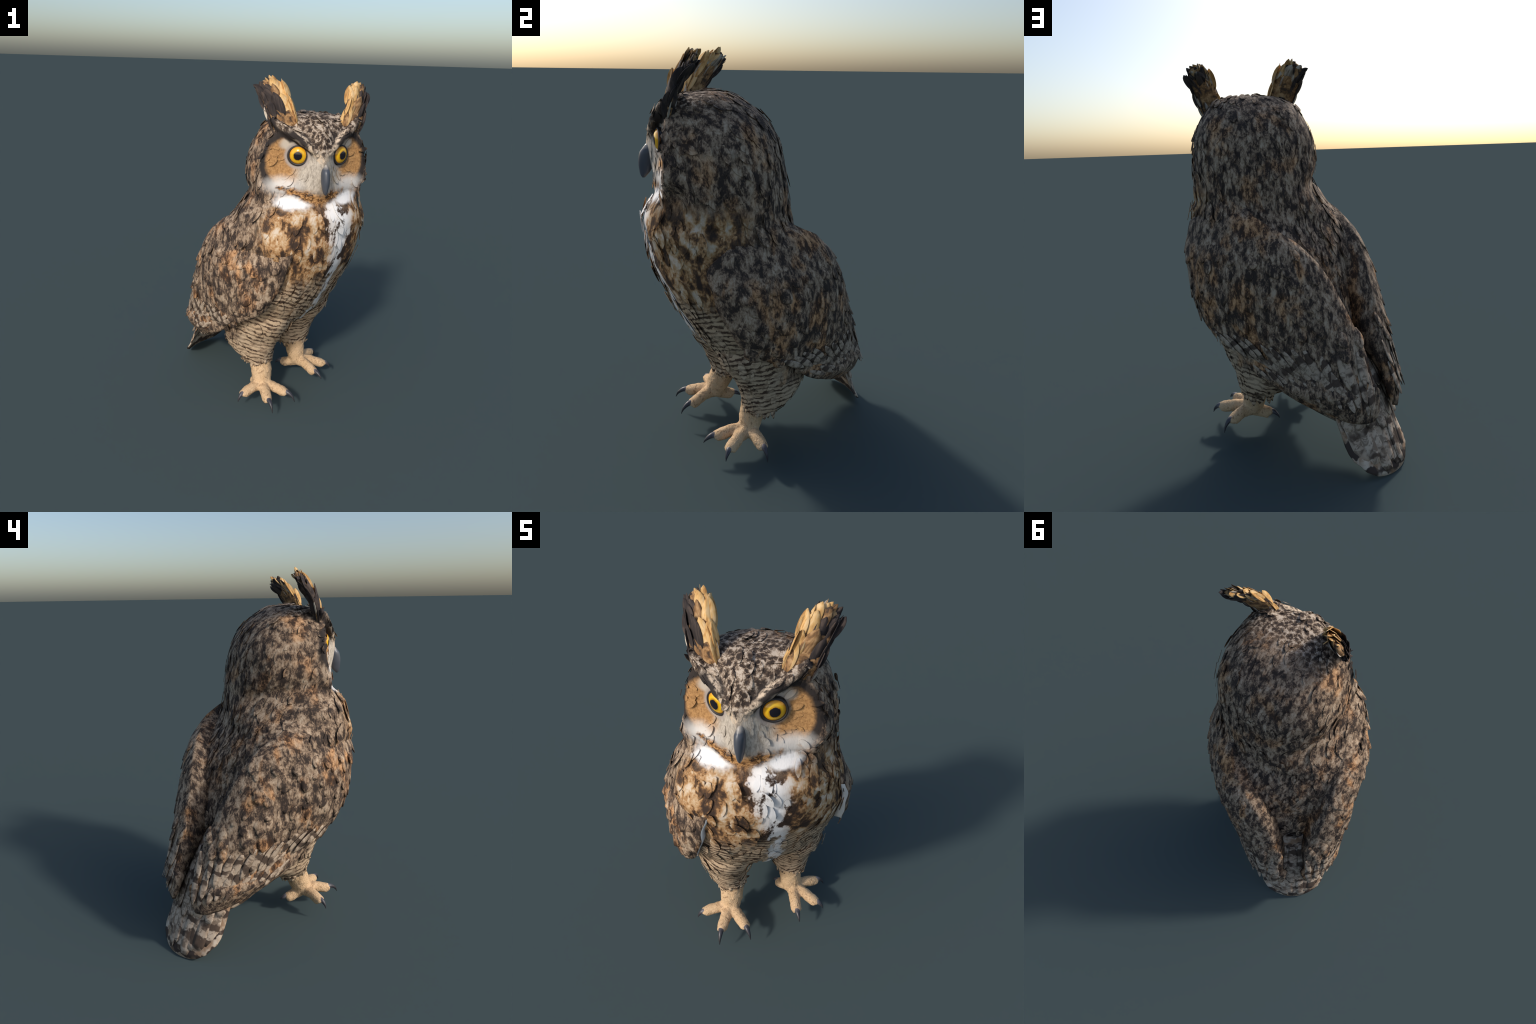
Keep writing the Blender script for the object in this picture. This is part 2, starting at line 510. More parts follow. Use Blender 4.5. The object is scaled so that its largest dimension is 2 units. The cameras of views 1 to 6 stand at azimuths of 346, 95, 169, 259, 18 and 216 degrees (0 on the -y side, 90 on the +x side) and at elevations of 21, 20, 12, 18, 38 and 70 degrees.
# ------------------------------------------------------------------ hull of the body (with folded wings), in the body frame
# z, centre l, centre f, half width, reach forward, reach back
HULL = [
    [0.35, MID, -0.165, 0.315, 0.22, 0.485], [0.45, MID, -0.02, 0.375, 0.23, 0.590], [0.55, MID, 0.035, 0.385, 0.262, 0.605],
    [0.65, MID, 0.086, 0.428, 0.276, 0.612], [0.75, MID, 0.131, 0.460, 0.274, 0.595], [0.85, MID, 0.150, 0.473, 0.300, 0.570],
    [0.95, MID, 0.142, 0.470, 0.348, 0.526], [1.05, MID, 0.145, 0.453, 0.396, 0.470], [1.15, MID, 0.168, 0.405, 0.398, 0.418],
    [1.25, 0.0, 0.195, 0.378, 0.355, 0.385],
]
CORE = [
    [0.41, MID, 0.04, 0.09, 0.06, 0.12], [0.46, MID, 0.04, 0.20, 0.125, 0.24], [0.53, MID, 0.05, 0.285, 0.185, 0.36],
    [0.60, MID, 0.075, 0.335, 0.235, 0.43], [0.70, MID, 0.11, 0.375, 0.268, 0.460], [0.80, MID, 0.135, 0.40, 0.290, 0.450],
    [0.90, MID, 0.145, 0.412, 0.325, 0.435], [1.00, MID, 0.145, 0.415, 0.370, 0.405], [1.08, -0.018, 0.15, 0.410, 0.388, 0.370],
    [1.16, -0.010, 0.170, 0.406, 0.384, 0.328], [1.25, 0.078, 0.208, 0.374, 0.335, 0.362], [1.32, 0.100, 0.215, 0.325, 0.305, 0.370],
    [1.40, 0.11, 0.19, 0.30, 0.25, 0.32],
]


def core_rings(table, zs, n=56):
    c, s = superellipse(n, 2.5)
    cf, sf = superellipse(n, 2.45)
    c, s = np.where(s > 0, cf, c), np.where(s > 0, sf, s)      # the breast is a little squarer than the back
    rings = []
    for z in zs:
        l0, f0, a, bf, bb = smooth_table(table, z)
        yaw = float(np.interp(z, [0.98, 1.16, 1.28], [YAW, 0.40, 0.0]))
        ex, ey = np.array([math.cos(yaw), math.sin(yaw), 0]), np.array([math.sin(yaw), -math.cos(yaw), 0])
        # the turned neck pulls the owl's right nape in
        pull = 0.07 * np.interp(z, [1.14, 1.24, 1.4], [0, 1, 1])
        rings.append([(l0 + a * ci + pull * max(0, -ci) * max(0, -si) - 0.04 * np.interp(z, [1.05, 1.2, 1.4], [0, 1, 1]) * max(0, -ci) * max(0, si)) * ex + (f0 + (bf if si > 0 else bb) * si) * ey + z * UP for ci, si in zip(c, s)])
    return rings


torso_part = loft(core_rings(CORE, np.linspace(0.41, 1.40, 36)))

# ------------------------------------------------------------------ head: back half round, front half a flat facial disc with rims
# z, half width, y of widest, y back, y of rim, y at eye, y of midline
HEAD = [
    [1.22, 0.28, -0.20, 0.09, -0.35, -0.44, -0.47], [1.27, 0.322, -0.20, 0.120, -0.36, -0.455, -0.49], [1.31, 0.333, -0.20, 0.148, -0.362, -0.46, -0.492], [1.40, 0.331, -0.19, 0.150, -0.362, -0.455, -0.490],
    [1.45, 0.333, -0.18, 0.130, -0.355, -0.440, -0.488], [1.52, 0.328, -0.18, 0.118, -0.346, -0.415, -0.510], [1.58, 0.318, -0.18, 0.108, -0.345, -0.408, -0.518],
    [1.63, 0.302, -0.185, 0.088, -0.347, -0.402, -0.510], [1.68, 0.284, -0.19, 0.060, -0.348, -0.408, -0.497], [1.73, 0.258, -0.20, 0.014, -0.345, -0.398, -0.462],
    [1.77, 0.222, -0.21, -0.042, -0.335, -0.375, -0.415], [1.795, 0.185, -0.22, -0.082, -0.320, -0.345, -0.372], [1.810, 0.140, -0.23, -0.120, -0.30, -0.312, -0.325],
    [1.817, 0.08, -0.23, -0.17, -0.265, -0.275, -0.28],
]


def head_ring(z, n=36):
    a, yc, yb, yr, ye, yn = smooth_table(HEAD, z) if z < 1.76 else [np.interp(z, [r[0] for r in HEAD], [r[k] for r in HEAD]) for k in range(1, 7)]
    e = min(0.117, 0.5 * a)
    half = [(a * math.sin(t) ** (2 / 2.25), yc + (yb - yc) * math.cos(t) ** (2 / 2.25)) for t in np.linspace(0, math.pi / 2, 7)]
    half += [(0.99 * a, yc + 0.6 * (yr - yc)), (0.955 * a, yr), (0.5 * (e + 0.955 * a), 0.5 * (yr + ye) + 0.008), (e, ye), (0.4 * e, 0.35 * ye + 0.65 * yn), (0, yn)]
    right = catmull(half, n)
    left = right[::-1][1:-1] * [-1, 1]
    front = np.clip((-left[:, 1] - 0.24) / 0.10, 0, 1)
    left[:, 0] *= 1 - 0.085 * front * np.clip((z - 1.42) / 0.08, 0, 1)
    left[:, 0] *= 1 - 0.13 * np.clip((1.40 - z) / 0.08, 0, 1) * np.clip((left[:, 1] + 0.25) / 0.1, 0, 1)
    right[:, 0] *= 1 + 0.035 * np.clip((1.36 - z) / 0.08, 0, 1) * np.clip((right[:, 1] + 0.20) / 0.1, 0, 1)
    left[:, 0] *= 1 - 0.05 * math.exp(-(((z - 1.38) / 0.06) ** 2))
    fr = np.clip((-right[:, 1] - 0.22) / 0.10, 0, 1) * np.clip((1.47 - z) / 0.05, 0, 1)
    right[:, 0] *= 1 - 0.14 * fr
    left[:, 1] += 0.10 * left[:, 0] * np.clip((-left[:, 1] - 0.28) / 0.06, 0, 1)      # the owl's right cheek stands further forward
    return [np.array([HEAD_X + p[0], p[1], z]) for p in np.vstack([right, left])]


head_part = loft([head_ring(z) for z in [*np.linspace(1.22, 1.76, 24), 1.775, 1.79, 1.802, 1.810, 1.815, 1.818]])
brows = []
for sgn in (-1, 1):
    path = [(0.006, -0.489, 1.612), (0.045, -0.475, 1.645), (0.095, -0.444, 1.684), (0.15, -0.405, 1.723), (0.212, -0.359, 1.765), (0.238, -0.330, 1.795)]
    brows.append(tube([(HEAD_X + sgn * x, y, z) for x, y, z in path], [0.012, 0.018, 0.022, 0.025, 0.025, 0.018], 12, samples=20))

# ------------------------------------------------------------------ thighs
legs_part = []
ROWS = [(0.19, 0.105, 0.72, 0.175, 0.175), (0.20, 0.10, 0.62, 0.165, 0.215), (0.20, 0.085, 0.54, 0.155, 0.205), (0.20, 0.045, 0.46, 0.142, 0.195),
        (0.20, 0.032, 0.38, 0.122, 0.178), (0.193, 0.047, 0.32, 0.110, 0.145), (0.185, 0.098, 0.265, 0.083, 0.085)]
LEG = {s: [(MID + s * a, b, z - (0.012 if s > 0 else -0.008) * (z < 0.33), c, d) for a, b, z, c, d in ROWS] for s in (-1, 1)}
for s, rows in LEG.items():
    pts = catmull(rows, 18)
    c, t = superellipse(28, 2.0)
    legs_part.append(loft([[body(r[0] + r[3] * a, r[1] + r[4] * b, r[2]) for a, b in zip(c, t)] for r in pts]))

V, F = remeshed([torso_part, head_part, *brows, *legs_part], 0.0095, 5, 0.5)
VN = vertex_normals(V, F)
# soft lumps of the plumage
from mathutils import noise as mnoise
lump = np.array([mnoise.noise(Vector(v) * 9.0) * 0.005 + mnoise.noise(Vector((v[0] * 20, v[1] * 20, v[2] * 10))) * 0.0015 for v in V])
face_zone = (V[:, 1] < -0.34) & (V[:, 2] > 1.40)
V = V + VN * (np.where(face_zone, lump * 0.35, lump) - np.where(face_zone, 0.001, np.where(V[:, 2] > 1.15, 0.005, 0.001)))[:, None]
VN = vertex_normals(V, F)
TREE = BVHTree.FromPolygons([Vector(v) for v in V], F)

FC = np.array([V[list(f)].mean(0) for f in F])
fl, ff = FC @ LX, FC @ FX
collar = 1.335 + 0.05 * np.clip((-FC[:, 1] - 0.3) / 0.2, 0, 1)
region = np.full(len(F), "torso", dtype=object)
region[FC[:, 2] > collar] = "head"
low = (FC[:, 2] < 0.50 + 0.35 * np.clip(np.abs(fl) - 0.12, 0, 0.2))
region[low & (fl < 0.0)] = "leg_right"
region[low & (fl >= 0.0)] = "leg_left"
PART = {}
for key, name in (("torso", "torso"), ("head", "head"), ("leg_left", "leg"), ("leg_right", "leg")):
    idx = np.nonzero(region == key)[0]
    used = sorted({i for k in idx for i in F[k]})
    remap = {v: i for i, v in enumerate(used)}
    me = mesh_of(name, V[used], [tuple(remap[i] for i in F[k]) for k in idx])
    ob = add_object(name, me, OWL, [PLUM])
    me.normals_split_custom_set_from_vertices([tuple(n) for n in VN[used]])
    PART[key] = ob


# ------------------------------------------------------------------ feathers
def feather_template(length, width, rows=6, cols=3, camber=0.18, bend=0.0, thick=0.0022, tip="round", notch=0.0):
    """A closed thin vane: y along the shaft, x across, z up; root at the origin."""
    t = np.linspace(0, 1, rows)
    if tip == "round":
        w = np.interp(t, [0, 0.25, 0.5, 0.75, 0.92, 1], [0.35, 0.8, 1.0, 0.85, 0.45, 0.12])
    elif tip == "square":
        w = np.interp(t, [0, 0.2, 0.6, 0.9, 1], [0.4, 0.8, 1.0, 0.95, 0.6])
    else:
        w = np.interp(t, [0, 0.2, 0.5, 0.8, 1], [0.6, 0.95, 1.0, 0.75, 0.08])
    u = np.linspace(-1, 1, cols)
    top = np.array([[(width / 2 * wi * uj, length * (ti - notch * abs(uj) * (ti > 0.9) * 0.1), -camber * width * wi * uj * uj * 0.5 + bend * length * (0.25 - (ti - 0.5) ** 2)) for uj in u] for ti, wi in zip(t, w)]).reshape(-1, 3)
    bot = top - [0, 0, thick]
    n, faces = rows * cols, []
    for i in range(rows - 1):
        for j in range(cols - 1):
            a = i * cols + j
            faces.append((a, a + 1, a + cols + 1, a + cols))
            faces.append((n + a, n + a + cols, n + a + cols + 1, n + a + 1))
    rim = [j for j in range(cols)] + [i * cols + cols - 1 for i in range(1, rows)] + [(rows - 1) * cols + j for j in range(cols - 2, -1, -1)] + [i * cols for i in range(rows - 2, 0, -1)]
    for k in range(len(rim)):
        a, b = rim[k], rim[(k + 1) % len(rim)]
        faces.append((b, a, n + a, n + b))
    return np.vstack([top, bot]), faces


def frame(p, n, d, tilt, roll=0.0):
    """Matrix placing a feather at p, lying along d on a surface of normal n, tip lifted by tilt."""
    n = unit(n)
    d = unit(d - n * (d @ n))
    y = d * math.cos(tilt) + n * math.sin(tilt)
    x = unit(np.cross(d, n))
    zz = np.cross(x, y)
    if roll:
        x, zz = x * math.cos(roll) + zz * math.sin(roll), zz * math.cos(roll) - x * math.sin(roll)
    M = np.eye(4)
    M[:3, 0], M[:3, 1], M[:3, 2], M[:3, 3] = x, y, zz, p
    return M


def scatter(P, N, radius):
    """Dart throwing over candidate points: indices no closer than radius."""
    cell, grid, keep = radius, {}, []
    for i, p in enumerate(P):
        k = tuple((p // cell).astype(int))
        near = False
        for dx in (-1, 0, 1):
            for dy in (-1, 0, 1):
                for dz in (-1, 0, 1):
                    for j in grid.get((k[0] + dx, k[1] + dy, k[2] + dz), ()):
                        if ((P[j] - p) ** 2).sum() < radius * radius:
                            near = True
        if not near:
            grid.setdefault(k, []).append(i)
            keep.append(i)
    return keep


def contour_feathers(key, name, radius, size, flow, lift, skip=None, loose=3.2):
    """Small body feathers lying over a region of the body surface, as one mesh."""
    idx = np.nonzero(region == key)[0]
    pick = RNG.permutation(idx)
    P, Nn = FC[pick], np.array([unit(VN[list(F[k])].mean(0)) for k in pick])
    if skip is not None:
        m = ~skip(P)
        P, Nn = P[m], Nn[m]
    TV, TF, TN = [], [], []
    tv, tf = feather_template(1.0, 0.46, 6, 3, 0.05, 0.03, 0.022)
    o = 0
    for i in scatter(P, Nn, radius):
        d = flow(P[i])
        n = Nn[i]
        d = d - n * (d @ n)
        if np.linalg.norm(d) < 0.05:
            d = np.cross(n, [1, 0.2, 0])
        d = unit(d) + 0.22 * RNG.normal(size=3)
        s = size * RNG.uniform(0.75, 1.3)
        l = lift * RNG.uniform(0.3, 1.6) * (loose if RNG.random() < 0.03 else 1)
        M = frame(P[i] - n * 0.0040 - unit(d) * s * 0.5, n, d, l, RNG.normal() * 0.08)
        W = (tv * [s * RNG.uniform(0.8, 1.2), s, s]) @ M[:3, :3].T + M[:3, 3]
        TV.append(W)
        for k, w in enumerate(W):
            if k < len(W) // 2:
                fi = TREE.find_nearest(Vector(w))[2]
                TN.append(unit(0.8 * VN[list(F[fi])].mean(0) + 0.2 * M[:3, 2]))
            else:
                TN.append(-M[:3, 2])
        TF += [tuple(q + o for q in f) for f in tf]
        o += len(tv)
    me = mesh_of(name, np.vstack(TV), TF)
    ob = add_object(name, me, PART[key], [PLUM])
    me.normals_split_custom_set_from_vertices([tuple(n) for n in TN])
    ob["kind"] = "stuff"
    return ob


def flow_down(p):
    return np.array([0, 0, -1.0]) - 0.25 * FX


def flow_head(p):
    if p[1] < -0.36:
        return np.array([(p[0] - HEAD_X) * 2.0, 0, 0.6 if p[2] > 1.63 else -0.8])
    return np.array([0, 0.7, -1.0])


def face_skip(P):
    return (P[:, 1] < -0.335) & (P[:, 2] > 1.41) & (P[:, 2] < 1.62 + 0.7 * np.abs(P[:, 0] - HEAD_X))


contour_feathers("torso", "contour_feathers", 0.030, 0.085, flow_down, 0.017)
contour_feathers("head", "contour_feathers", 0.028, 0.065, flow_head, 0.013, face_skip, 2.5)


def face_only(P):
    m = face_skip(P)
    ax = np.abs(P[:, 0] - HEAD_X)
    near_eye = (ax - 0.1165) ** 2 + (P[:, 2] - 1.614) ** 2 < 0.074**2
    near_bill = (ax < 0.045) & (P[:, 2] < 1.61)
    return ~m | near_eye | near_bill


def flow_face(p):
    side = math.copysign(1.0, p[0] - HEAD_X)
    return np.array([p[0] - HEAD_X - side * 0.045, 0.0, (p[2] - 1.60) * 1.1 - 0.02])


contour_feathers("head", "face_bristles", 0.017, 0.046, flow_face, 0.022, face_only, 3.0)
contour_feathers("leg_left", "contour_feathers", 0.024, 0.05, lambda p: np.array([0, 0, -1.0]), 0.035)
contour_feathers("leg_right", "contour_feathers", 0.024, 0.05, lambda p: np.array([0, 0, -1.0]), 0.035)

# ------------------------------------------------------------------ wings
# front edge f, rear edge l against z
FRONT_EDGE = [[1.28, 0.22], [1.20, 0.36], [1.12, 0.425], [1.09, 0.425], [0.95, 0.395], [0.85, 0.355], [0.76, 0.31], [0.70, 0.245], [0.64, 0.13], [0.57, 0.03], [0.48, -0.07], [0.42, -0.16]]
REAR_EDGE = [[1.28, 0.34], [1.18, 0.225], [1.10, 0.142], [1.00, 0.080], [0.90, 0.040], [0.80, 0.015], [0.70, 0.012], [0.60, 0.022], [0.50, 0.04], [0.42, 0.05]]
LOW_SLICES = [  # z and four points (l, f) from the lower edge round to the rear edge
    (0.42, [(0.352, -0.16), (0.338, -0.345), (0.245, -0.535), (0.065, -0.615)]),
    (0.36, [(0.305, -0.25), (0.287, -0.405), (0.217, -0.548), (0.07, -0.62)]),
    (0.31, [(0.26, -0.36), (0.24, -0.46), (0.195, -0.555), (0.085, -0.62)]),
    (0.27, [(0.20, -0.48), (0.19, -0.52), (0.165, -0.57), (0.105, -0.605)]),
]
NS, P_HULL = 30, 2.3


def hull_slice(z):
    l0, f0, a, bf, bb = smooth_table(HULL, z)
    fe = np.interp(z, [r[0] for r in FRONT_EDGE[::-1]], [r[1] for r in FRONT_EDGE[::-1]])
    lr = np.interp(z, [r[0] for r in REAR_EDGE[::-1]], [r[1] for r in REAR_EDGE[::-1]])
    fe = min(fe, f0 + bf * 0.97)
    t0 = math.asin(np.clip(((fe - f0) / (bf if fe > f0 else bb)), -1, 1))
    t1 = -math.acos(np.clip((lr / a), 0, 1))
    l0 = 0.0
    th = np.linspace(t0, t1, 60)
    c, s = np.cos(th), np.sin(th)
    p = np.where(s < 0, np.interp(z, [0.6, 1.0, 1.15, 1.25], [P_HULL, P_HULL, 2.6, 2.8]), P_HULL)
    r = (np.abs(c) ** p + np.abs(s) ** p) ** (-1 / p)
    pts = np.stack([a * c * r, f0 + np.where(s > 0, bf, bb) * s * r], -1)
    return catmull(pts[::6] if len(pts) else pts, NS)


def wing_grid(side):
    zs, rows = [], []
    for z in np.linspace(1.28, 0.46, 38):
        zs.append(z)
        rows.append(hull_slice(z))
    for z, p in LOW_SLICES:
        zs.append(z)
        rows.append(catmull(p, NS))
    rows, zs = np.array(rows), np.array(zs)
    zt = np.concatenate([np.linspace(1.28, 0.46, 34), np.linspace(0.44, 0.27, 10)])
    out = np.empty((len(zt), NS, 3))
    for i, z in enumerate(zt):
        k = [np.interp(z, zs[::-1], rows[::-1, j, c]) for j in range(NS) for c in (0, 1)]
        k = np.array(k).reshape(NS, 2)
        sink = 0.085 * np.clip((z - 1.19) / 0.09, 0, 1) ** 1.5
        if side < 0:
            k[:, 0] *= 1 - 0.055 * np.exp(-(((k[:, 1] + 0.20) / 0.14) ** 2)) * np.clip((z - 0.5) / 0.15, 0, 1)
        k = k * (1 - sink / np.linalg.norm(k - [0, 0.1], axis=1, keepdims=True))
        for j in range(NS):
            lead = 0.020 * max(0.0, 1 - j / 7) * np.clip((1.12 - z) / 0.1, 0, 1) * np.clip((z - 0.5) / 0.15, 0, 1)
            out[i, j] = body(MID - (0.012 if side < 0 else 0.0) * np.clip((1.2 - z) / 0.1, 0, 1) * np.clip((z - 0.5) / 0.2, 0, 1) + side * (k[j, 0] + lead), k[j, 1], z)
    return zt, out


def grid_normals(G, side):
    du = np.gradient(G, axis=0)
    dv = np.gradient(G, axis=1)
    n = np.cross(du, dv)
    n /= np.linalg.norm(n, axis=-1, keepdims=True) + 1e-12
    c = np.array([0, 0.0, 0.0])
    ref = G - (G.mean(axis=(0, 1)) - body(side * 0.25, 0.0, 0.0) * 1.0)
    if (n * (G - body(0, 0, 0) - UP * G[..., 2:3])).sum() < 0:
        n = -n
    return n


def make_wing(side):
    zt, G = wing_grid(side)
    N = grid_normals(G, side)
    nz, ns = G.shape[:2]
    jj = np.linspace(0, 1, ns)
    thick = 0.048 * np.interp(zt, [0.27, 0.45, 0.6, 1.2], [0.3, 0.7, 1.0, 1.0])[:, None] + 0.12 * np.clip((jj - 0.35) / 0.4, 0, 1)[None, :] * np.interp(zt, [0.3, 0.5, 0.7, 1.0, 1.2], [0.15, 0.4, 0.8, 1.0, 0.6])[:, None]
    lumps = np.array([[mnoise.noise(Vector(G[i, j]) * 11) * 0.006 for j in range(ns)] for i in range(nz)])
    ridge = 0.022 * np.exp(-(((jj - 0.86) / 0.16) ** 2))[None, :] * np.interp(zt, [0.6, 0.8, 1.1, 1.22], [0, 1, 1, 0])[:, None]
    tuck = 0.015 * np.clip((jj - 0.80) / 0.2, 0, 1)[None, :] * np.interp(zt, [0.27, 0.35, 0.6, 0.72], [0.3, 1, 1, 0])[:, None]
    O = G + N * (lumps - 0.006 + ridge - tuck)[..., None]
    I = G - N * thick[..., None]
    V = np.vstack([O.reshape(-1, 3), I.reshape(-1, 3)])
    m = nz * ns
    faces, mat = [], []
    for i in range(nz - 1):
        for j in range(ns - 1):
            a = i * ns + j
            q = (a, a + 1, a + ns + 1, a + ns)
            faces.append(q); mat.append(0)
            faces.append(tuple(m + k for k in q[::-1])); mat.append(1 if 0.66 < zt[i] < 1.1 and j < 9 else 0)
    rim = [(0, j) for j in range(ns)] + [(i, ns - 1) for i in range(1, nz)] + [(nz - 1, j) for j in range(ns - 2, -1, -1)] + [(i, 0) for i in range(nz - 2, 0, -1)]
    for k in range(len(rim)):
        (i0, j0), (i1, j1) = rim[k], rim[(k + 1) % len(rim)]
        a, b = i0 * ns + j0, i1 * ns + j1
        faces.append((a, m + a, m + b, b))
        mat.append(1 if j0 == 0 and j1 == 0 and 0.70 < zt[i0] < 1.10 else 0)
    me = mesh_of("wing", V, faces)
    bm = bmesh.new(); bm.from_mesh(me); bmesh.ops.recalc_face_normals(bm, faces=bm.faces); bm.to_mesh(me); bm.free()
    ob = add_object("wing", me, OWL, [PLUM_WING, LINING])
    me.polygons.foreach_set("material_index", np.array(mat, np.int32))
    return ob, zt, O, N


def wing_skin_material():
    N = Nodes("wing_plumage")
    base, big = mottle(N, N.obj, 1.0, 0.65)
    N.bump(N.noise(N.mapped(N.obj, (1, 1, 0.4)), 120, 3), 0.35, 0.006)
    return N.done(base)


PLUM_WING = wing_skin_material()


def templates(name, count, mat, **kw):
    out = []
    for _ in range(count):
        k = dict(kw)
        k["length"] *= RNG.uniform(0.92, 1.08)
        k["width"] *= RNG.uniform(0.9, 1.12)
        v, f = feather_template(**k)
        v = v.copy()
        v[:, 0] += 0.10 * k["width"] * RNG.normal() * (v[:, 1] / k["length"]) ** 2
        me = mesh_of(name, v, f)
        me.materials.append(mat)
        me.polygons.foreach_set("use_smooth", np.ones(len(me.polygons), bool))
        out.append(me)
    return out


COVERTS = templates("covert_feather", 6, COVERT, length=0.085, width=0.062, rows=7, cols=5, camber=0.25, bend=0.06, thick=0.003)
FLIGHTS = templates("flight_feather", 5, FLIGHT, length=0.18, width=0.046, rows=9, cols=5, camber=0.12, bend=0.03, thick=0.003, tip="round")


def place(me, name, parent, M):
    ob = bpy.data.objects.new(name, me)
    bpy.context.scene.collection.objects.link(ob)
    ob.parent = parent
    ob.matrix_local = Matrix([list(map(float, r)) for r in M])
    return ob


def wing_feathers(ob, zt, G, N, side):
    nz, ns = G.shape[:2]

    def at(z, s):
        i = int(np.argmin(np.abs(zt - z)))
        j = int(np.clip(round(s * (ns - 1)), 0, ns - 1))
        return G[i, j], N[i, j]

    # coverts, in staggered rows from the tip up to the shoulder
    row = 0
    for z in np.arange(0.56, 1.13, 0.052):
        length = 0.9 * np.interp(z, [0.5, 0.7, 1.1], [0.55, 0.62, 0.5])
        count = int(length / 0.056)
        for k in range(count):
            s = (k + 0.5 + 0.5 * (row % 2)) / count + RNG.normal() * 0.012
            if not 0.03 < s < 0.99:
                continue
            p, n = at(z + RNG.normal() * 0.008, s)
            d = -UP * 0.85 - FX * np.interp(s, [0, 0.6, 1], [0.55, 0.5, 0.2])
            k2 = RNG.uniform(0.85, 1.2)
            M = frame(p - n * 0.001, n, d, abs(RNG.normal()) * 0.03 + 0.018, RNG.normal() * 0.07)
            M[:3, :3] *= k2
            place(COVERTS[RNG.integers(len(COVERTS))], "covert_feather", ob, M)
        row += 1
    # flight feathers fanning to the wing tip
    for tier, (z0, lift, n_f) in enumerate(((0.44, 0.015, 11), (0.52, 0.03, 14), (0.60, 0.04, 14))):
        for k in range(n_f):
            s = 0.05 + 0.92 * (k + 0.3 * RNG.random()) / (n_f - 1) if n_f > 1 else 0.5
            s = min(s, 0.985)
            z = z0 + np.interp(s, [0, 1], [0.07, 0.0])
            p, n = at(z, s)
            target = body(side * 0.14, -0.60, 0.24)
            d = unit(target - p) - UP * np.interp(s, [0, 0.3, 1], [0.0, 0.15, 0.35])
            M = frame(p + n * (0.001 + 0.002 * tier), n, d, lift * RNG.uniform(0.3, 1.4), RNG.normal() * 0.06)
            M[:3, :3] *= RNG.uniform(0.75, 1.0) * (0.75 if tier == 0 else 1.0)
            place(FLIGHTS[RNG.integers(len(FLIGHTS))], "flight_feather", ob, M)


for side in (-1, 1):
    w = make_wing(side)
    wing_feathers(*w, side)
    for k in range(4):
        p0, p1 = body(MID + side * (0.285 - 0.012 * k), -0.27 - 0.03 * k, 0.365 - 0.01 * k), body(MID + side * (0.245 - 0.02 * k), -0.49 + 0.015 * k, 0.222 + 0.01 * k)
        M = frame(p0, unit(LX * side * 0.8 - UP * 0.4 - FX * 0.2), p1 - p0, 0.0, 0.15 * RNG.normal())
        M[:3, :3] *= np.linalg.norm(p1 - p0) / 0.18
        place(FLIGHTS[k % len(FLIGHTS)], "flight_feather", w[0], M)

# ------------------------------------------------------------------ tail
TAIL_LINE = [(-0.32, 0.70), (-0.45, 0.50), (-0.55, 0.28), (-0.615, 0.12), (-0.668, 0.004)]
line = catmull(TAIL_LINE, 20)


def tail_point(v, u, inset=0.0):
    """v 0..1 down the tail, u -1..1 across."""
    k = v * (len(line) - 1)
    f = np.interp(k, range(len(line)), line[:, 0])
    z = np.interp(k, range(len(line)), line[:, 1])
    w = np.interp(v, [0, 0.3, 0.6, 0.85, 0.95, 1.0], [0.13, 0.19, 0.215, 0.212, 0.18, 0.13])
    off = np.interp(v, [0, 0.8, 1.0], [0.09, 0.085, 0.035]) * abs(u) ** 2
    t = np.array([0.5, 0.86])
    return body(w * u + MID, f + off + inset * 0.86, z - inset * 0.5 * 0.4 + 0.012 * abs(u) ** 3 * (v > 0.9))


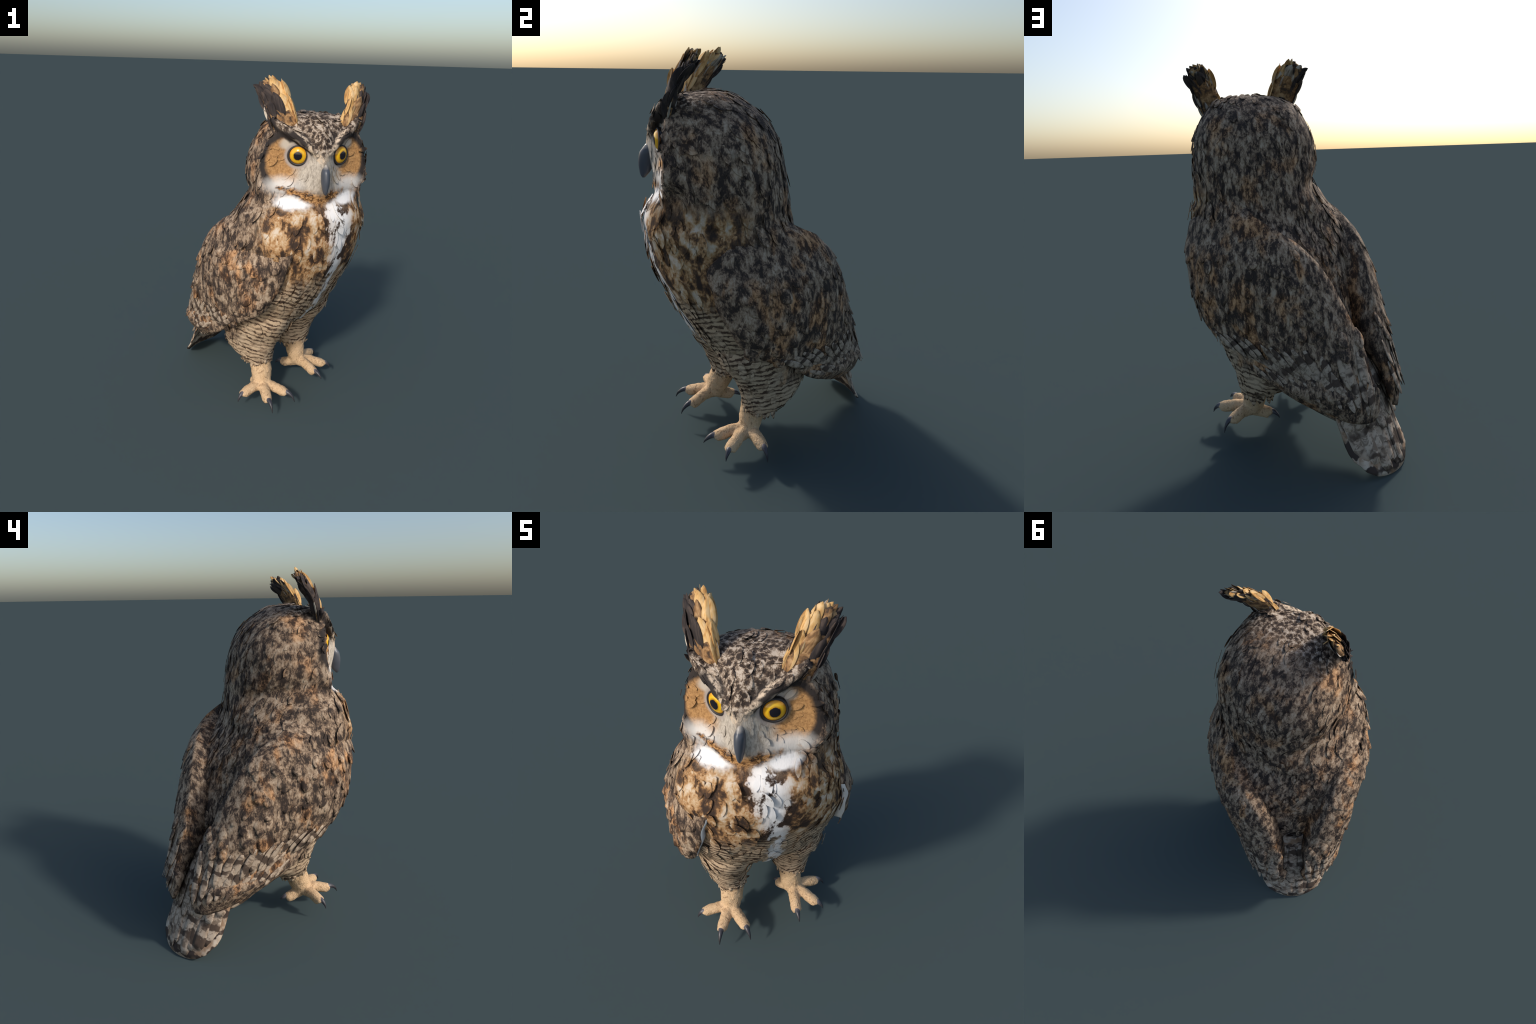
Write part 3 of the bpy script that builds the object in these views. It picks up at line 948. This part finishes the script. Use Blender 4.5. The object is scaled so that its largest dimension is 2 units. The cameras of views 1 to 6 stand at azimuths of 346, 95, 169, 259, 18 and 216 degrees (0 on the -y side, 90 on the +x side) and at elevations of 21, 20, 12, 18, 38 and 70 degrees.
def tail():
    nv, nu = 24, 17
    top = [[tail_point(v, u) for u in np.linspace(-1, 1, nu)] for v in np.linspace(0, 1, nv)]
    bot = [[tail_point(v, u, 0.035 * (1 - 0.8 * v) * (1 - 0.6 * abs(u)) + 0.004) for u in np.linspace(-1, 1, nu)] for v in np.linspace(0, 1, nv)]
    V = np.array(top).reshape(-1, 3).tolist() + np.array(bot).reshape(-1, 3).tolist()
    m, faces = nv * nu, []
    for i in range(nv - 1):
        for j in range(nu - 1):
            a = i * nu + j
            q = (a, a + 1, a + nu + 1, a + nu)
            faces += [q, tuple(m + k for k in q[::-1])]
    rim = [(0, j) for j in range(nu)] + [(i, nu - 1) for i in range(1, nv)] + [(nv - 1, j) for j in range(nu - 2, -1, -1)] + [(i, 0) for i in range(nv - 2, 0, -1)]
    for k in range(len(rim)):
        a = rim[k][0] * nu + rim[k][1]
        b = rim[(k + 1) % len(rim)][0] * nu + rim[(k + 1) % len(rim)][1]
        faces.append((a, m + a, m + b, b))
    me = mesh_of("tail", V, faces)
    bm = bmesh.new(); bm.from_mesh(me); bmesh.ops.recalc_face_normals(bm, faces=bm.faces); bm.to_mesh(me); bm.free()
    ob = add_object("tail", me, OWL, [tail_skin_material()])
    vanes = templates("tail_feather", 4, TAILM, length=0.30, width=0.075, rows=10, cols=5, camber=0.15, bend=0.02, thick=0.003, tip="square")
    for tier, (v0, n_f, sc) in enumerate(((0.58, 9, 1.0), (0.40, 8, 0.85), (0.22, 7, 0.8))):
        for k in range(n_f):
            u = np.linspace(-0.86, 0.86, n_f)[k]
            p, q = tail_point(v0, u), tail_point(min(1, v0 + 0.2), u * (0.98 if tier else 0.90))
            pu = tail_point(v0, u + 0.05) - tail_point(v0, u - 0.05)
            n = unit(np.cross(pu, q - p))
            if n @ FX > 0:
                n = -n
            M = frame(p + n * (0.003 + 0.002 * (k % 2) + 0.002 * tier), n, q - p, 0.012 + 0.02 * RNG.random() + 0.015 * tier, RNG.normal() * 0.05)
            M[:3, :3] *= sc * RNG.uniform(0.92, 1.0) * (1 - 0.08 * abs(u))
            place(vanes[RNG.integers(4)], "tail_feather", ob, M)


def tail_skin_material():
    N = Nodes("tail_plumage")
    z = N.split(N.obj)[2]
    b = bars(N, z, N.obj, 0.10, 0.52, 0.42, 9)
    b = N.math("MULTIPLY", b, N.step(N.noise(N.obj, 10, 2), 0.34, 0.5))
    g = N.mix(N.step(N.noise(N.obj, 16, 3), 0.35, 0.65), (0.32, 0.205, 0.125), (0.62, 0.52, 0.41))
    g = N.mix(N.step(N.noise(N.obj, 24, 3), 0.55, 0.68), g, (0.24, 0.145, 0.085))
    return N.done(N.mix(b, g, (0.06, 0.042, 0.034)))


tail()

# ------------------------------------------------------------------ ear tufts
EARS = {-1: [(-0.040, -0.352, 1.735), (-0.064, -0.328, 1.81), (-0.087, -0.284, 1.88), (-0.122, -0.229, 1.940), (-0.140, -0.201, 1.967)],
        1: [(0.314, -0.347, 1.735), (0.341, -0.323, 1.80), (0.366, -0.284, 1.865), (0.404, -0.227, 1.928), (0.420, -0.206, 1.950)]}
EAR_R = [0.066, 0.074, 0.070, 0.052, 0.024]
for side, path in EARS.items():
    dense = catmull(path, 24)
    across = np.array([1.0, 0.25 * side, 0.35 * side * -1])
    er = [r * (0.86 if side > 0 else 0.95) for r in EAR_R]
    v, f = tube(path, er, 20, 0.36, across, 16)
    ear = add_object("ear_tuft", mesh_of("ear_tuft", v, f), OWL, [TUFT_BROWN])
    sets = {m.name: templates("tuft_feather", 3, m, length=0.125, width=0.060, rows=8, cols=3, camber=0.10, bend=0.05, thick=0.0025, tip="point") for m in (TUFT_DARK, TUFT_ORANGE, TUFT_PALE, TUFT_BROWN)}
    for ring, tt in enumerate((0.02, 0.24, 0.44, 0.62, 0.76, 0.88)):
        k = int(tt * 23)
        p, t = dense[k], unit(dense[min(k + 1, 23)] - dense[max(k - 1, 0)])
        a = unit(across - t * (across @ t))
        b = np.cross(t, a)
        if b[1] > 0:
            b = -b                      # b points to the front
        r = np.interp(tt, np.linspace(0, 1, 5), er)
        n_f = 9
        for j in range(n_f):
            w = 2 * math.pi * (j + 0.5 * (ring % 2)) / n_f + RNG.normal() * 0.08
            ca, sb = math.cos(w), math.sin(w)
            q = p + r * (ca * a + 0.36 * sb * b)
            n = unit(0.36 * ca * a + sb * b)
            out = ca * side             # +1 at the outer side of the tuft
            if sb < -0.45:
                m = TUFT_PALE if RNG.random() < 0.7 else TUFT_DARK
            elif out > 0.05:
                m = TUFT_DARK
            elif out > -0.45:
                m = TUFT_BROWN
            else:
                m = TUFT_ORANGE
            if tt > 0.7 and RNG.random() < 0.45:
                m = TUFT_DARK
            M = frame(q - n * 0.003, n, t + (0.22 if tt > 0.7 else 0.08) * RNG.normal(size=3), RNG.uniform(-0.01, 0.05) + (0.12 * RNG.random() if tt > 0.55 else 0), RNG.normal() * 0.10)
            M[:3, :3] *= RNG.uniform(0.75, 1.05) * (0.44 if tt > 0.8 else 0.60 if tt > 0.7 else 0.85 if tt > 0.5 else 1.0)
            place(sets[m.name][RNG.integers(3)], "tuft_feather", ear, M)

# ------------------------------------------------------------------ eyes and beak
HEADOB = PART["head"]
for s in (-1, 1):
    c = np.array([HEAD_X + 0.005 + s * 0.1165, -0.415, 1.615])
    n = unit(np.array([s * 0.42, -0.90, -0.03]))
    bm = bmesh.new()
    bmesh.ops.create_uvsphere(bm, u_segments=40, v_segments=24, radius=0.056)
    me = bpy.data.meshes.new("eye")
    bm.to_mesh(me); bm.free()
    eye = add_object("eye", me, HEADOB, [EYE])
    xax = unit(np.cross([0, 0, 1], n)); yax = np.cross(n, xax)
    M = np.eye(4)
    M[:3, 0], M[:3, 1], M[:3, 2] = xax, yax, n * 0.75
    M[:3, 3] = c - n * 0.019
    eye.matrix_local = Matrix(M.tolist())
    ring = [c + n * (0.004 - 0.004 * math.sin(w)) + 0.0505 * (math.cos(w) * xax + 0.94 * math.sin(w) * yax) for w in np.linspace(0, 2 * math.pi, 40, endpoint=False)]
    rings = []
    for i, p in enumerate(ring):
        rad = unit(p - c)
        rings.append([p + 0.0055 * (math.cos(w) * rad + math.sin(w) * n) for w in np.linspace(0, 2 * math.pi, 10, endpoint=False)])
    rings.append(rings[0])
    v, f = loft(rings, False)
    add_object("eyelid", mesh_of("eyelid", v, f), HEADOB, [LID])

BX = HEAD_X + 0.009
rows = [  # z, y front, y back, half width
    (1.582, -0.512, -0.48, 0.008), (1.570, -0.522, -0.48, 0.013), (1.558, -0.532, -0.48, 0.017), (1.545, -0.542, -0.48, 0.0215), (1.52, -0.549, -0.48, 0.0225), (1.49, -0.5520, -0.485, 0.0210),
    (1.46, -0.550, -0.495, 0.0155), (1.44, -0.546, -0.512, 0.011), (1.427, -0.538, -0.526, 0.004)]
rows = catmull(rows, 20)
c, s = superellipse(20, 2.0)
v, f = loft([[np.array([BX + r[3] * ci, 0.5 * (r[1] + r[2]) + 0.5 * (r[2] - r[1]) * si, r[0]]) for ci, si in zip(c, s)] for r in rows])
add_object("beak", mesh_of("beak", v, f), HEADOB, [BEAK])

# ragged cuffs where the leg feathers end over the tarsus
for key, sgn in (("leg_left", 1), ("leg_right", -1)):
    TV, TF, o = [], [], 0
    tv, tf = feather_template(1.0, 0.5, 5, 3, 0.1, 0.02, 0.05, "point")
    for row in range(2):
        for k in range(26):
            w = 2 * math.pi * (k + 0.5 * row) / 26 + RNG.normal() * 0.06
            z = 0.285 - 0.01 * sgn + 0.022 * row + RNG.normal() * 0.006
            ca, sa = math.cos(w), math.sin(w)
            p = body(MID + sgn * 0.187 + (0.084 + 0.006 * row) * ca, 0.09 + (0.086 + 0.012 * row) * sa, z)
            n = unit(LX * ca + FX * sa)
            M = frame(p, n, -UP - 0.25 * n + 0.15 * RNG.normal(size=3), RNG.uniform(-0.1, 0.15))
            sc = RNG.uniform(0.028, 0.045) * (1 + 0.7 * max(0, -sa))
            p = p - FX * 0.035 * max(0, -sa)
            TV.append((tv * sc) @ M[:3, :3].T + M[:3, 3])
            TF += [tuple(q + o for q in f) for f in tf]
            o += len(tv)
    cuff = add_object("leg_cuff", mesh_of("leg_cuff", np.vstack(TV), TF), PART[key], [PLUM])
    cuff["kind"] = "stuff"

# ------------------------------------------------------------------ feet: tarsus and toes in one skin, claws apart
FEET = {
    "right": dict(ankle=body(-0.207, 0.098, 0.30), mid=(-0.100, -0.245, 0.205), centre=(-0.104, -0.273, 0.124), r=0.066,
                  toes=[((-0.103, -0.425, 0.108), (-0.091, -0.506, 0.070)), ((-0.236, -0.342, 0.110), (-0.279, -0.371, 0.080)), ((0.020, -0.375, 0.110), (0.072, -0.432, 0.075)), ((-0.128, -0.172, 0.088), (-0.130, -0.125, 0.085))]),
    "left": dict(ankle=body(0.150, 0.115, 0.285), mid=(0.200, -0.020, 0.19), centre=(0.213, -0.033, 0.120), r=0.063,
                 toes=[((0.280, -0.190, 0.110), (0.314, -0.253, 0.092)), ((0.374, -0.104, 0.110), (0.426, -0.117, 0.084)), ((0.335, 0.055, 0.109), (0.386, 0.087, 0.062)), ((0.120, -0.002, 0.092), (0.072, 0.028, 0.074))]),
}
for side, d in FEET.items():
    ctr = np.array(d["centre"])
    parts = [tube([d["ankle"], d["mid"], ctr + [0, 0, -0.005]], [d["r"] * 1.04, d["r"], d["r"] * 0.80], 20, samples=14)]
    for k, (kn, tip) in enumerate(d["toes"]):
        kn, tip = np.array(kn), np.array(tip)
        mid = 0.5 * (ctr + kn) + [0, 0, 0.016 if k < 3 else 0.0]
        end = kn + 0.18 * (tip - kn)
        parts.append(tube([ctr, mid, kn + [0, 0, 0.004], end], [0.036, 0.033, 0.031, 0.022], 14, samples=14))
        hump = kn - 0.25 * unit(kn - ctr) * 0.05
    Vf, Ff = remeshed(parts, 0.0065, 6, 0.5)
    Nf = vertex_normals(Vf, Ff)
    Vf = Vf + Nf * np.array([mnoise.noise(Vector(v) * 38.0) * 0.0035 + mnoise.noise(Vector(v) * 90.0) * 0.0012 for v in Vf])[:, None]
    me = mesh_of("foot", Vf, Ff)
    foot = add_object("foot", me, OWL, [FOOT])
    for kn, tip in d["toes"]:
        kn, tip = np.array(kn), np.array(tip)
        out = unit((tip - kn) * [1, 1, 0])
        L = np.linalg.norm(tip - kn) + 0.015
        start = kn - out * 0.012 + [0, 0, 0.010]
        # claw in its own frame: y outwards, z up
        M = np.eye(4)
        M[:3, 0], M[:3, 1], M[:3, 2], M[:3, 3] = np.cross(out, UP), out, UP, start
        loc = np.linalg.inv(M) @ np.append(tip, 1)
        ly, lz = loc[1], loc[2]
        pth = [(0, 0, 0), (0, 0.45 * ly, 0.006 + 0.05 * lz), (0, 0.82 * ly, 0.36 * lz), (0, ly, lz)]
        v, f = tube(pth, [0.019, 0.0145, 0.0078, 0.0012], 12, samples=12)
        claw = add_object("claw", mesh_of("claw", v, f), foot, [CLAW])
        claw.matrix_local = Matrix(M.tolist())
